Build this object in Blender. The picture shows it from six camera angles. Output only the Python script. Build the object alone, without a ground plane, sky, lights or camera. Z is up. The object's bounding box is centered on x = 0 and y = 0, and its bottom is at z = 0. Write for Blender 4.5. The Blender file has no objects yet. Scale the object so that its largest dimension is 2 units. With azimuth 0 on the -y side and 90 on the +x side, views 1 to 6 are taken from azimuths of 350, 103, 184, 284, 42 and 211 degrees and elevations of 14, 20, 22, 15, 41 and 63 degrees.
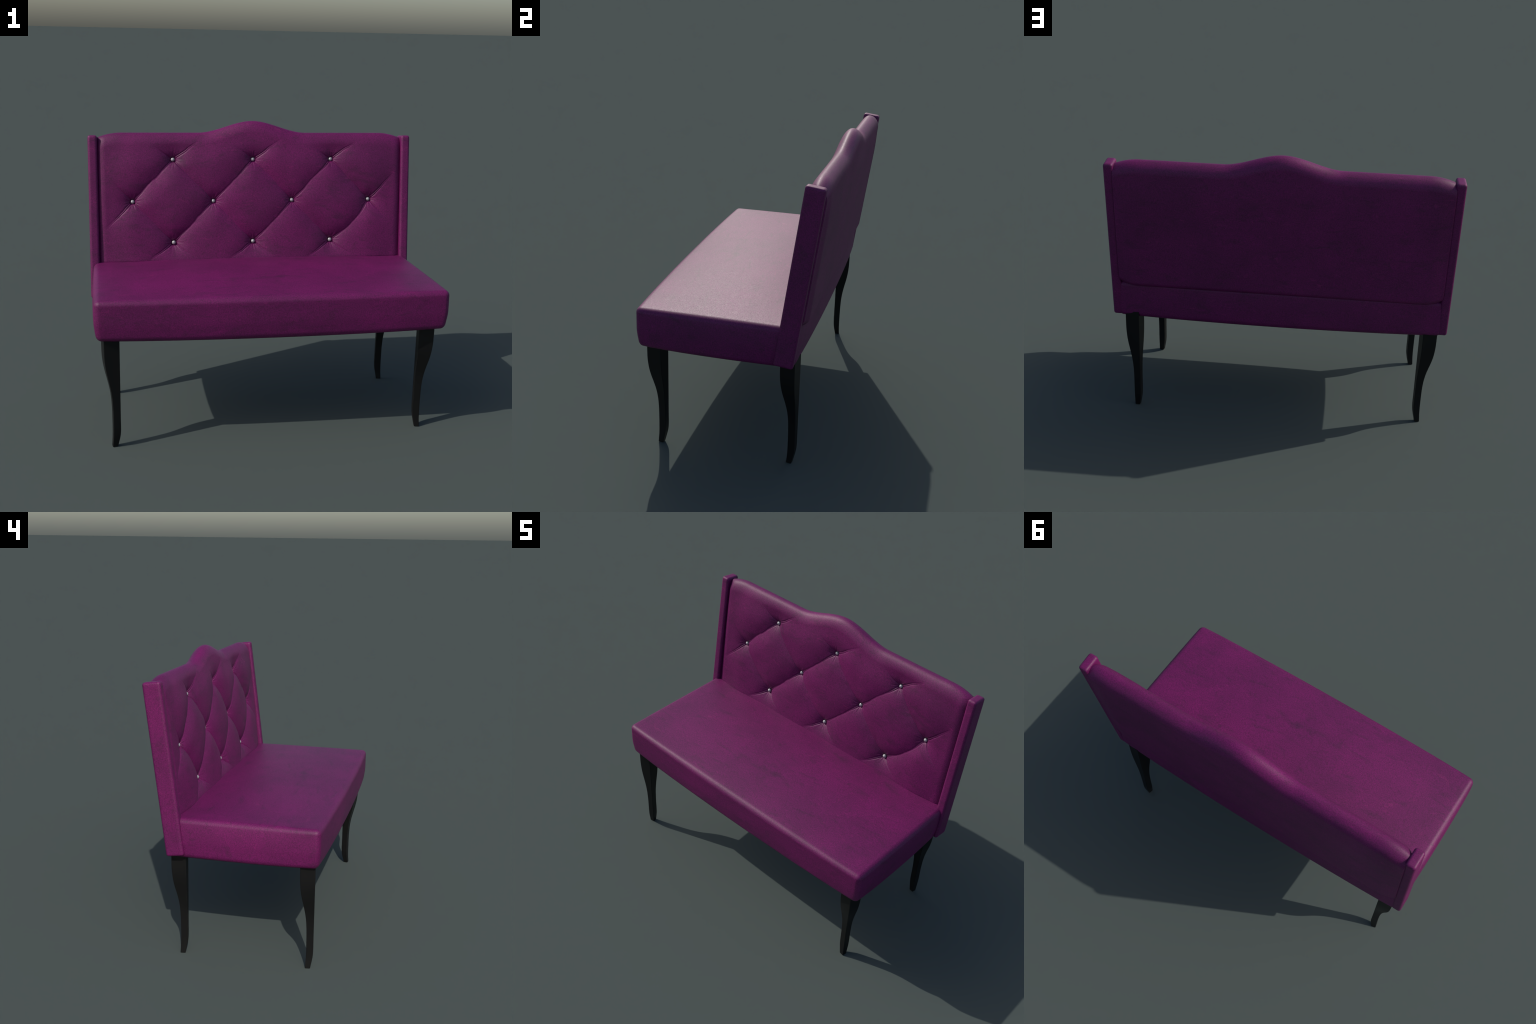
# Upholstered two-seat bench: padded seat, button-tufted winged backrest,
# four black cabriole legs.   Metres, z up, front faces -y.
import bpy, math
import numpy as np

# ------------------------------------------------------------------ helpers
def smooth(e0, e1, x):
    t = np.clip((x - e0) / (e1 - e0), 0.0, 1.0)
    return t * t * (3 - 2 * t)

def make_mesh(name, verts, faces, mat, parent=None, smooth_shade=True):
    assert np.isfinite(np.array(verts, float)).all(), name
    me = bpy.data.meshes.new(name)
    me.from_pydata([tuple(map(float, v)) for v in verts], [], [tuple(map(int, f)) for f in faces])
    me.validate()
    me.update()
    if smooth_shade:
        me.polygons.foreach_set("use_smooth", [True] * len(me.polygons))
    me.materials.append(mat)
    ob = bpy.data.objects.new(name, me)
    bpy.context.scene.collection.objects.link(ob)
    if parent is not None:
        ob.parent = parent
    return ob

def value_noise(x, y, seed):
    """smooth 2D value noise in -1..1 (hash based, deterministic)"""
    def h(i, j):
        v = np.sin(i * 127.1 + j * 311.7 + seed * 74.7) * 43758.5453
        return (v - np.floor(v)) * 2 - 1
    i, j = np.floor(x), np.floor(y)
    fx, fy = x - i, y - j
    fx = fx * fx * (3 - 2 * fx)
    fy = fy * fy * (3 - 2 * fy)
    a = h(i, j) * (1 - fx) + h(i + 1, j) * fx
    b = h(i, j + 1) * (1 - fx) + h(i + 1, j + 1) * fx
    return a * (1 - fy) + b * fy

# ------------------------------------------------------------------ materials
def new_material(name):
    m = bpy.data.materials.new(name)
    m.use_nodes = True
    nt = m.node_tree
    return m, nt, nt.nodes["Principled BSDF"]

def ramp(nt, src, stops):
    r = nt.nodes.new("ShaderNodeValToRGB")
    el = r.color_ramp.elements
    while len(el) < len(stops):
        el.new(0.5)
    for e, (p, c) in zip(el, stops):
        e.position = p
        e.color = (c, c, c, 1) if not isinstance(c, tuple) else (*c, 1)
    nt.links.new(src, r.inputs[0])
    return r.outputs[0]

def noise(nt, vec, scale, detail=4.0, rough=0.55, distortion=0.0):
    n = nt.nodes.new("ShaderNodeTexNoise")
    n.inputs["Scale"].default_value = scale
    n.inputs["Detail"].default_value = detail
    n.inputs["Roughness"].default_value = rough
    n.inputs["Distortion"].default_value = distortion
    nt.links.new(vec, n.inputs["Vector"])
    return n.outputs["Fac"]

def mix(nt, fac, a, b, mode="MIX"):
    m = nt.nodes.new("ShaderNodeMix")
    m.data_type = "RGBA"
    m.blend_type = mode
    for sock, v in ((m.inputs[0], fac), (m.inputs[6], a), (m.inputs[7], b)):
        if isinstance(v, (int, float)):
            sock.default_value = v
        elif isinstance(v, tuple):
            sock.default_value = (*v, 1)
        else:
            nt.links.new(v, sock)
    return m.outputs[2]

def mapping(nt, vec, scale, loc=(0, 0, 0), rot=(0, 0, 0)):
    m = nt.nodes.new("ShaderNodeMapping")
    m.inputs["Scale"].default_value = scale
    m.inputs["Location"].default_value = loc
    m.inputs["Rotation"].default_value = rot
    nt.links.new(vec, m.inputs["Vector"])
    return m.outputs[0]

def leather_material():
    m, nt, bsdf = new_material("plum_leather")
    co = nt.nodes.new("ShaderNodeTexCoord").outputs["Object"]
    plum, berry, dusk = (0.107, 0.0046, 0.069), (0.152, 0.0050, 0.092), (0.050, 0.0080, 0.039)
    # broad cloudy patches of redder / darker leather
    cloud = ramp(nt, noise(nt, co, 3.2, 5, 0.6, 0.4), [(0.33, 0.1), (0.68, 0.95)])
    col = mix(nt, cloud, plum, berry)
    # dark smudges, short and stretched in the width direction
    sm = noise(nt, mapping(nt, co, (7.0, 19.0, 17.0), (3.1, 0.7, 1.9)), 1.0, 6, 0.65, 0.7)
    col = mix(nt, ramp(nt, sm, [(0.54, 0.0), (0.72, 0.55)]), col, dusk)
    # pink scuffs
    sc = noise(nt, mapping(nt, co, (9.0, 24.0, 21.0), (9.1, 4.7, 2.9)), 1.0, 7, 0.7, 1.5)
    col = mix(nt, ramp(nt, sc, [(0.60, 0.0), (0.74, 0.55)]), col, (0.27, 0.017, 0.135))
    # fine grain: dark pores and bright pink flecks
    g = noise(nt, co, 170.0, 4, 0.75)
    gr = ramp(nt, g, [(0.32, 0.54), (0.50, 1.0), (0.68, 1.44)])
    col = mix(nt, 1.0, col, gr, "MULTIPLY")
    nt.links.new(col, bsdf.inputs["Base Color"])
    rg = ramp(nt, noise(nt, co, 190.0, 3, 0.7), [(0.3, 0.48), (0.7, 0.62)])
    nt.links.new(rg, bsdf.inputs["Roughness"])
    bsdf.inputs["Specular IOR Level"].default_value = 0.44
    bump = nt.nodes.new("ShaderNodeBump")
    bump.inputs["Strength"].default_value = 0.10
    bump.inputs["Distance"].default_value = 0.002
    nt.links.new(noise(nt, co, 230.0, 3, 0.6), bump.inputs["Height"])
    nt.links.new(bump.outputs[0], bsdf.inputs["Normal"])
    return m

def lacquer_material():
    m, nt, bsdf = new_material("black_lacquered_wood")
    co = nt.nodes.new("ShaderNodeTexCoord").outputs["Object"]
    n = noise(nt, mapping(nt, co, (30, 30, 3)), 1.0, 4)
    col = mix(nt, n, (0.0052, 0.0052, 0.0052), (0.0074, 0.0073, 0.0072))
    nt.links.new(col, bsdf.inputs["Base Color"])
    bsdf.inputs["Roughness"].default_value = 0.45
    bsdf.inputs["Specular IOR Level"].default_value = 0.28
    return m

def metal_material():
    m, nt, bsdf = new_material("brushed_silver_metal")
    co = nt.nodes.new("ShaderNodeTexCoord").outputs["Object"]
    n = noise(nt, co, 60.0, 3)
    nt.links.new(mix(nt, n, (0.40, 0.385, 0.40), (0.52, 0.50, 0.52)), bsdf.inputs["Base Color"])
    bsdf.inputs["Metallic"].default_value = 0.35
    bsdf.inputs["Roughness"].default_value = 0.38
    return m

LEATHER, LACQUER, METAL = leather_material(), lacquer_material(), metal_material()

# ------------------------------------------------------------------ root
root = bpy.data.objects.new("upholstered_bench", None)
bpy.context.scene.collection.objects.link(root)
root["label"] = "plum leather bench with button-tufted winged back and black cabriole legs"
root["category"] = "bench"

# ------------------------------------------------------------------ lean of the back
LEAN = math.radians(7.4)
PIVOT_Y, PIVOT_Z = 0.375, 0.628          # rear lower edge of the wings
CL, SL = math.cos(LEAN), math.sin(LEAN)

def lean(x, d, h):
    """x, d (forward of the wing's rear face), h (up the lean) -> world"""
    return x, PIVOT_Y - d * CL + h * SL, PIVOT_Z + d * SL + h * CL

def h_of_z(z, d=0.0):
    return (z - PIVOT_Z - d * SL) / CL

# ------------------------------------------------------------------ rounded box
def axis_samples(half, r, n_round, n_flat):
    th = np.linspace(0, math.pi / 2, n_round + 1)
    edge = r * np.tan(th / 2) / math.tan(math.pi / 4)
    a = -half + edge
    mid = np.linspace(-half + r, half - r, n_flat + 1)
    return np.concatenate([a[:-1], mid, -a[::-1][1:]])

def rounded_box(half, r, n_round, flats):
    """unit-topology cube whose edges are rolled with radius r; returns verts, faces"""
    ax = [axis_samples(half[k], r, n_round, flats[k]) for k in range(3)]
    verts, faces, index = [], [], {}
    def vid(i, j, k):
        key = (i, j, k)
        if key not in index:
            p = np.array([ax[0][i], ax[1][j], ax[2][k]])
            core = np.clip(p, -np.array(half) + r, np.array(half) - r)
            q = p - core
            n = np.linalg.norm(q)
            index[key] = len(verts)
            verts.append(core + q / n * r if n > 1e-9 else p)
        return index[key]
    n = [len(a) for a in ax]
    for i in range(n[0] - 1):
        for j in range(n[1] - 1):
            faces.append([vid(i, j, 0), vid(i, j + 1, 0), vid(i + 1, j + 1, 0), vid(i + 1, j, 0)])
            e = n[2] - 1
            faces.append([vid(i, j, e), vid(i + 1, j, e), vid(i + 1, j + 1, e), vid(i, j + 1, e)])
    for i in range(n[0] - 1):
        for k in range(n[2] - 1):
            faces.append([vid(i, 0, k), vid(i + 1, 0, k), vid(i + 1, 0, k + 1), vid(i, 0, k + 1)])
            e = n[1] - 1
            faces.append([vid(i, e, k), vid(i, e, k + 1), vid(i + 1, e, k + 1), vid(i + 1, e, k)])
    for j in range(n[1] - 1):
        for k in range(n[2] - 1):
            faces.append([vid(0, j, k), vid(0, j, k + 1), vid(0, j + 1, k + 1), vid(0, j + 1, k)])
            e = n[0] - 1
            faces.append([vid(e, j, k), vid(e, j + 1, k), vid(e, j + 1, k + 1), vid(e, j, k + 1)])
    return np.array(verts), faces

# ------------------------------------------------------------------ seat
def build_seat():
    hx, hz = 0.979, 0.114
    y_front, y_back = -0.489, 0.377
    hy = (y_back - y_front) / 2
    v, f = rounded_box((hx, hy, hz), 0.030, 8, (60, 30, 10))
    ux, uy, uz = (np.clip(v[:, k] / half, -1, 1) for k, half in enumerate((hx, hy, hz)))
    ox, oy = 1 - ux ** 2, 1 - uy ** 2
    x, y, z = v[:, 0].copy(), v[:, 1].copy(), v[:, 2].copy()
    # padded faces swell a little between their edges
    z += np.where(uz > 0, 0.033 * ox * oy ** 0.85 - 0.004, -0.012 * ox ** 0.8 - 0.011 * (ox * 0.3 + 0.7) * (1 - np.maximum(-uy, 0) ** 2) ** 0.7) * np.abs(uz) ** 2
    y -= np.where(uy < 0, 0.0195, -0.021 * (1 - 0.25 * uz ** 2)) * np.abs(uy) ** 3 * ox ** 0.7
    x += 0.010 * np.sign(ux) * np.abs(ux) ** 3 * (1 - np.maximum(uz, 0) ** 2) * oy ** 0.6
    # sides and front draw in toward the underside
    tuck = smooth(-0.1, -1.0, uz)
    x -= np.sign(ux) * np.abs(ux) ** 6 * 0.011 * tuck * (1 - 0.5 * oy)
    y += np.where(uy < 0, 1, 0) * np.abs(uy) ** 6 * 0.008 * tuck
    y += (y_front + y_back) / 2
    z += 0.739
    # rear face follows the lean of the back
    rear = smooth(0.20, 0.377, y)
    y += rear * (z - 0.64) * 0.55 * math.tan(LEAN)
    return make_mesh("seat_cushion", np.stack([x, y, z], 1), f, LEATHER, root)

build_seat()

# ------------------------------------------------------------------ wings
WING_D, WING_H, WING_T = 0.105, 0.981, 0.056
def build_wings():
    v, f = rounded_box((WING_T / 2, WING_D / 2, WING_H / 2), 0.0150, 6, (4, 8, 60))
    x, d, h = v[:, 0], -v[:, 1] + WING_D / 2, v[:, 2] + WING_H / 2 - 0.004
    px, py, pz = lean(x, d, h)
    me_ob = make_mesh("wing", np.stack([px, py, pz], 1), f, LEATHER, root)
    me_ob.location.x = 1.0 - WING_T / 2
    ob = me_ob.copy()
    ob.scale.x = -1
    ob.location.x = -(1.0 - WING_T / 2)
    bpy.context.scene.collection.objects.link(ob)

build_wings()

# ------------------------------------------------------------------ tufted back
PITCH_X, PITCH_Z, ROW0 = 0.2467, 0.2513, 0.958
FRONT_D = 0.097                                  # front plane of the padding
BUTTON_D = 0.068
rows = [(0, (-2, 0, 2)), (1, (-3, -1, 1, 3)), (2, (-2, 0, 2))]
BUTTONS = [(a * PITCH_X, h_of_z(ROW0 + r * PITCH_Z, BUTTON_D)) for r, cols in rows for a in cols]
HP = PITCH_Z / CL

def hump(x):
    """upper outline of the cushion (height up the lean)"""
    s = np.abs(x)
    bump_z = 0.071 * (1 - smooth(0.0, 0.335, s)) ** 1.0
    shoulder = 0.029 * np.clip((s - 0.80) / 0.145, 0, 1) ** 2
    return h_of_z(1.620 + bump_z - shoulder, 0.05)

def lower(x):
    s = np.abs(x)
    return h_of_z(0.817 + 0.0 * s, 0.0)

def fold_segments():
    """(x0,h0,x1,h1,kind,bow): kind 0 = between buttons, 1 = dying out past the last"""
    seg = []
    def has(p):
        for q in BUTTONS:
            if abs(p[0] - q[0]) < 0.02 and abs(p[1] - q[1]) < 0.02:
                return True
        return False
    for bx, bh in BUTTONS:
        for sx in (-1, 1):
            for sh in (-1, 1):
                p = (bx + sx * PITCH_X, bh + sh * HP)
                if has(p):
                    if sh > 0:
                        bow = 0.024 if (bx > 0.4 and bh < 0.5 and sx > 0) else 0.0
                        seg.append((bx, bh, p[0], p[1], 0, bow))
                else:
                    k = 0.82 if sx * sh > 0 else 0.62
                    # folds that run to the top and bottom edge lie flatter
                    flat = 0.68 if abs(bx) < 0.6 else 1.0
                    seg.append((bx, bh, bx + sx * PITCH_X * k, bh + sh * HP * k * flat, 1, 0.0))
    return seg

def tuft_depth(x, h):
    """how far the padding is pulled in below its puffed plane (metres)"""
    wob = 0.004 * value_noise(x * 14, h * 14, 3) + 0.0018 * value_noise(x * 40, h * 40, 5)
    broad = np.zeros_like(x)
    crease = np.zeros_like(x)
    for n, (x0, h0, x1, h1, kind, bow) in enumerate(fold_segments()):
        dx, dh = x1 - x0, h1 - h0
        L = math.hypot(dx, dh)
        ux, uh = dx / L, dh / L
        s = ((x - x0) * ux + (h - h0) * uh) / L
        q = -(x - x0) * uh + (h - h0) * ux
        sc = np.clip(s, 0, 1)
        end = np.abs(s - sc) * L
        q = q + bow * np.sin(math.pi * sc) + wob * np.sin(math.pi * sc)
        d = np.sqrt(q * q + end * end)
        if kind == 0:
            mid = 1 - 4 * sc * (1 - sc)             # 1 at buttons, 0 half way
            a_b = 0.024 + 0.011 * mid
            a_c = 0.0016 + 0.0032 * mid
        else:
            fade = (1 - sc) ** 1.5
            a_b = 0.034 * fade
            a_c = 0.0050 * fade
        soft = np.sqrt(d * d + 0.008 ** 2) - 0.008
        a_b = a_b * (1 + 0.16 * math.sin(n * 2.3 + 0.7))
        broad += (a_b * np.exp(-soft / 0.062)) ** 5
        # crisp gathered crease: a groove with a narrow pleat riding in it
        near = (1 - 4 * sc * (1 - sc)) if kind == 0 else (1 - sc)
        half = 0.0022 + 0.0030 * near                # the two grooves part toward the button
        if dx * dh > 0:
            prof = (np.exp(-((q - half) / 0.0034) ** 2) + 0.8 * np.exp(-((q + half) / 0.0034) ** 2)
                    - 0.35 * np.exp(-(q / 0.0030) ** 2))
        else:
            prof = 1.25 * np.exp(-(np.abs(q) / 0.0038) ** 1.5)
        c = a_c * prof * np.exp(-(end / 0.006) ** 2)
        crease = np.where(np.abs(c) > np.abs(crease), c, crease)
    depth = 0.88 * broad ** 0.2 + crease
    for n, (bx, bh) in enumerate(BUTTONS):
        r = np.hypot(x - bx, h - bh)
        ang = np.arctan2(h - bh, x - bx)
        depth += 0.013 * np.exp(-(r / 0.028)) + 0.008 * np.exp(-(r / 0.017) ** 4)
        pl = np.cos(13 * ang + n * 1.7) * 0.6 + np.cos(21 * ang + n * 0.9) * 0.4
        depth += 0.0019 * pl * smooth(0.012, 0.024, r) * np.exp(-(r / 0.040) ** 2)
    return depth

def edge_samples(lo, hi, band, n_band, n_mid):
    th = np.linspace(0, math.pi / 2, n_band + 1)[:-1]
    e = band * (1 - np.cos(th))
    mid = np.linspace(lo + band, hi - band, n_mid + 1)
    return np.concatenate([lo + e, mid, hi - e[::-1]])

CX = 0.956
def build_back_cushion():
    xs = edge_samples(-CX, CX, 0.06, 20, 860)
    vs = edge_samples(0.0, 1.0, 0.075, 22, 370)
    X, V = np.meshgrid(xs, vs, indexing="ij")
    top, bot = hump(X), lower(X)
    span = top - bot
    H = bot + V * span
    ex = CX - np.abs(X)
    et, eb = (1 - V) * span, V * span
    def roll(e, r, p=2.0):
        return (1 - np.clip(1 - e / r, 0, 1) ** p) ** (1 / p)
    mid_d = 0.050
    # front face
    rf = roll(ex, 0.060) * roll(et, 0.075) * roll(eb, 0.03)
    belly = 0.020 * smooth(0.0, 0.25, ex) * smooth(0, 0.22, et)
    inner = smooth(0.0, 0.09, ex) * smooth(0.0, 0.10, et)
    front = mid_d + (FRONT_D - mid_d) * rf + (belly + 0.006) * rf
    front -= (0.009 * (1 - smooth(0.0, 0.6, V)) + 0.0055) * rf
    front -= tuft_depth(X, H) * inner
    front += 0.0012 * value_noise(X * 9, H * 9, 11) * inner
    # rear face
    eb_corner = np.maximum(eb - 0.028 * np.clip((np.abs(X) - 0.82) / 0.125, 0, 1) ** 2.5, 0)
    rb = roll(ex, 0.009) * roll(et, 0.066) * roll(eb_corner, 0.050)
    swell = 0.0145 * smooth(0, 0.10, ex) * smooth(-0.06, 0.24, et)
    back = mid_d - (mid_d + 0.0075 + swell) * rb
    nx, nv = X.shape
    verts, faces = [], []
    fx, fy, fz = lean(X, front, H)
    bx, by, bz = lean(X, back, H)
    F = np.stack([fx, fy, fz], -1).reshape(-1, 3)
    Bk = np.stack([bx, by, bz], -1).reshape(-1, 3)
    idxF = np.arange(nx * nv).reshape(nx, nv)
    # coarser rear sheet would leave gaps, so share the border and keep the grid
    border = np.zeros((nx, nv), bool)
    border[0, :] = border[-1, :] = border[:, 0] = border[:, -1] = True
    idxB = np.full((nx, nv), -1)
    idxB[border] = idxF[border]
    free = ~border
    idxB[free] = nx * nv + np.arange(free.sum())
    verts = np.concatenate([F, Bk.reshape(nx, nv, 3)[free]])
    a, b, c, d = idxF[:-1, :-1], idxF[1:, :-1], idxF[1:, 1:], idxF[:-1, 1:]
    ff = np.stack([a, b, c, d], -1).reshape(-1, 4)
    a, b, c, d = idxB[:-1, :-1], idxB[1:, :-1], idxB[1:, 1:], idxB[:-1, 1:]
    fb = np.stack([a, d, c, b], -1).reshape(-1, 4)
    return make_mesh("backrest_cushion", verts, np.concatenate([ff, fb]).tolist(), LEATHER, root)

cushion = build_back_cushion()

# ------------------------------------------------------------------ buttons
def build_buttons():
    # domed stud turned about its axis (axis = d, forward)
    R = 0.0122
    prof = [(0.0, R * 0.95)]
    for i in range(1, 10):
        t = i / 9 * math.pi * 0.5
        prof.append((R * math.sin(t), R * 0.95 * math.cos(t)))
    prof += [(R * 0.96, -0.004), (R * 0.7, -0.010)]
    n = 28
    verts = [(0, -prof[0][1], 0)]
    for r, d in prof[1:]:
        for k in range(n):
            a = 2 * math.pi * k / n
            verts.append((r * math.cos(a), -d, r * math.sin(a)))
    faces = [(0, 1 + k, 1 + (k + 1) % n) for k in range(n)]
    for j in range(len(prof) - 2):
        for k in range(n):
            a, b = 1 + j * n + k, 1 + j * n + (k + 1) % n
            faces.append((a, a + n, b + n, b))
    faces.append(tuple(1 + (len(prof) - 2) * n + k for k in range(n)))
    first = None
    for bx, bh in BUTTONS:
        if first is None:
            ob = first = make_mesh("button", verts, faces, METAL, cushion)
        else:
            ob = first.copy()
            bpy.context.scene.collection.objects.link(ob)
        ob.location = lean(bx, BUTTON_D - 0.002, bh)
        ob.rotation_euler = (-LEAN, 0, 0)

build_buttons()

# ------------------------------------------------------------------ legs
# columns: z, offset of the straight corner, offset of the knee corner (square section)
LEG = [(0.000, 0.0150, 0.0415), (0.020, 0.0110, 0.0405), (0.045, 0.0060, 0.0390),
       (0.070, 0.0020, 0.0382), (0.105, 0.0000, 0.0378), (0.160, 0.0000, 0.0380),
       (0.230, 0.0000, 0.0392), (0.285, 0.0000, 0.0425), (0.335, 0.0000, 0.0490),
       (0.385, 0.0000, 0.0590), (0.430, 0.0000, 0.0690), (0.475, 0.0000, 0.0765),
       (0.520, 0.0000, 0.0808), (0.580, 0.0000, 0.0825), (0.650, 0.0000, 0.0825)]

def catmull(tab, n):
    tab = np.array(tab)
    z = tab[:, 0]
    out_z = np.linspace(z[0], z[-1], n)
    cols = [out_z]
    for c in range(1, tab.shape[1]):
        y = tab[:, c]
        m = np.gradient(y, z)
        i = np.clip(np.searchsorted(z, out_z, side="right") - 1, 0, len(z) - 2)
        hh = z[i + 1] - z[i]
        t = (out_z - z[i]) / hh
        cols.append((2 * t**3 - 3 * t**2 + 1) * y[i] + (t**3 - 2 * t**2 + t) * hh * m[i]
                    + (-2 * t**3 + 3 * t**2) * y[i + 1] + (t**3 - t**2) * hh * m[i + 1])
    return np.stack(cols, 1)

def build_legs():
    verts, faces = [], []
    prof = catmull(LEG, 90)
    per = 0
    for z, i, k in prof:
        i, k = i - 0.0008, k + 0.0012
        corners = [(i, i), (k, i), (k, k), (i, k)]
        ring = []
        for a in range(4):
            p, q, r = (np.array(corners[(a + k) % 4]) for k in (-1, 0, 1))
            e1, e2 = (p - q) / np.linalg.norm(p - q), (r - q) / np.linalg.norm(r - q)
            ch = 0.0020
            ring += [q + e1 * ch * 2.2, q + e1 * ch, q + (e1 + e2) * ch * 0.28, q + e2 * ch, q + e2 * ch * 2.2]
        per = len(ring)
        verts += [(p[0], p[1], z) for p in ring]
    n = len(prof)
    for j in range(n - 1):
        for k in range(per):
            a, b = j * per + k, j * per + (k + 1) % per
            faces.append((a, b, b + per, a + per))
    faces.append(tuple(reversed(range(per))))
    faces.append(tuple((n - 1) * per + k for k in range(per)))
    first = None
    # right-hand pair: knees outward and forward; left-hand pair: the same leg turned round
    for x, y, turn in ((0.845, -0.354, -10), (0.845, 0.388, -10), (-0.849, -0.447, 190), (-0.849, 0.294, 190)):
        if first is None:
            flipped = [(vx, -vy, vz) for vx, vy, vz in verts]
            ob = first = make_mesh("leg", flipped, [tuple(reversed(q)) for q in faces], LACQUER, root)
            ob.data.set_sharp_from_angle(angle=math.radians(50))
        else:
            ob = first.copy()
            bpy.context.scene.collection.objects.link(ob)
        ob.location = (x, y, 0)
        ob.rotation_euler = (0, 0, math.radians(turn))

build_legs()
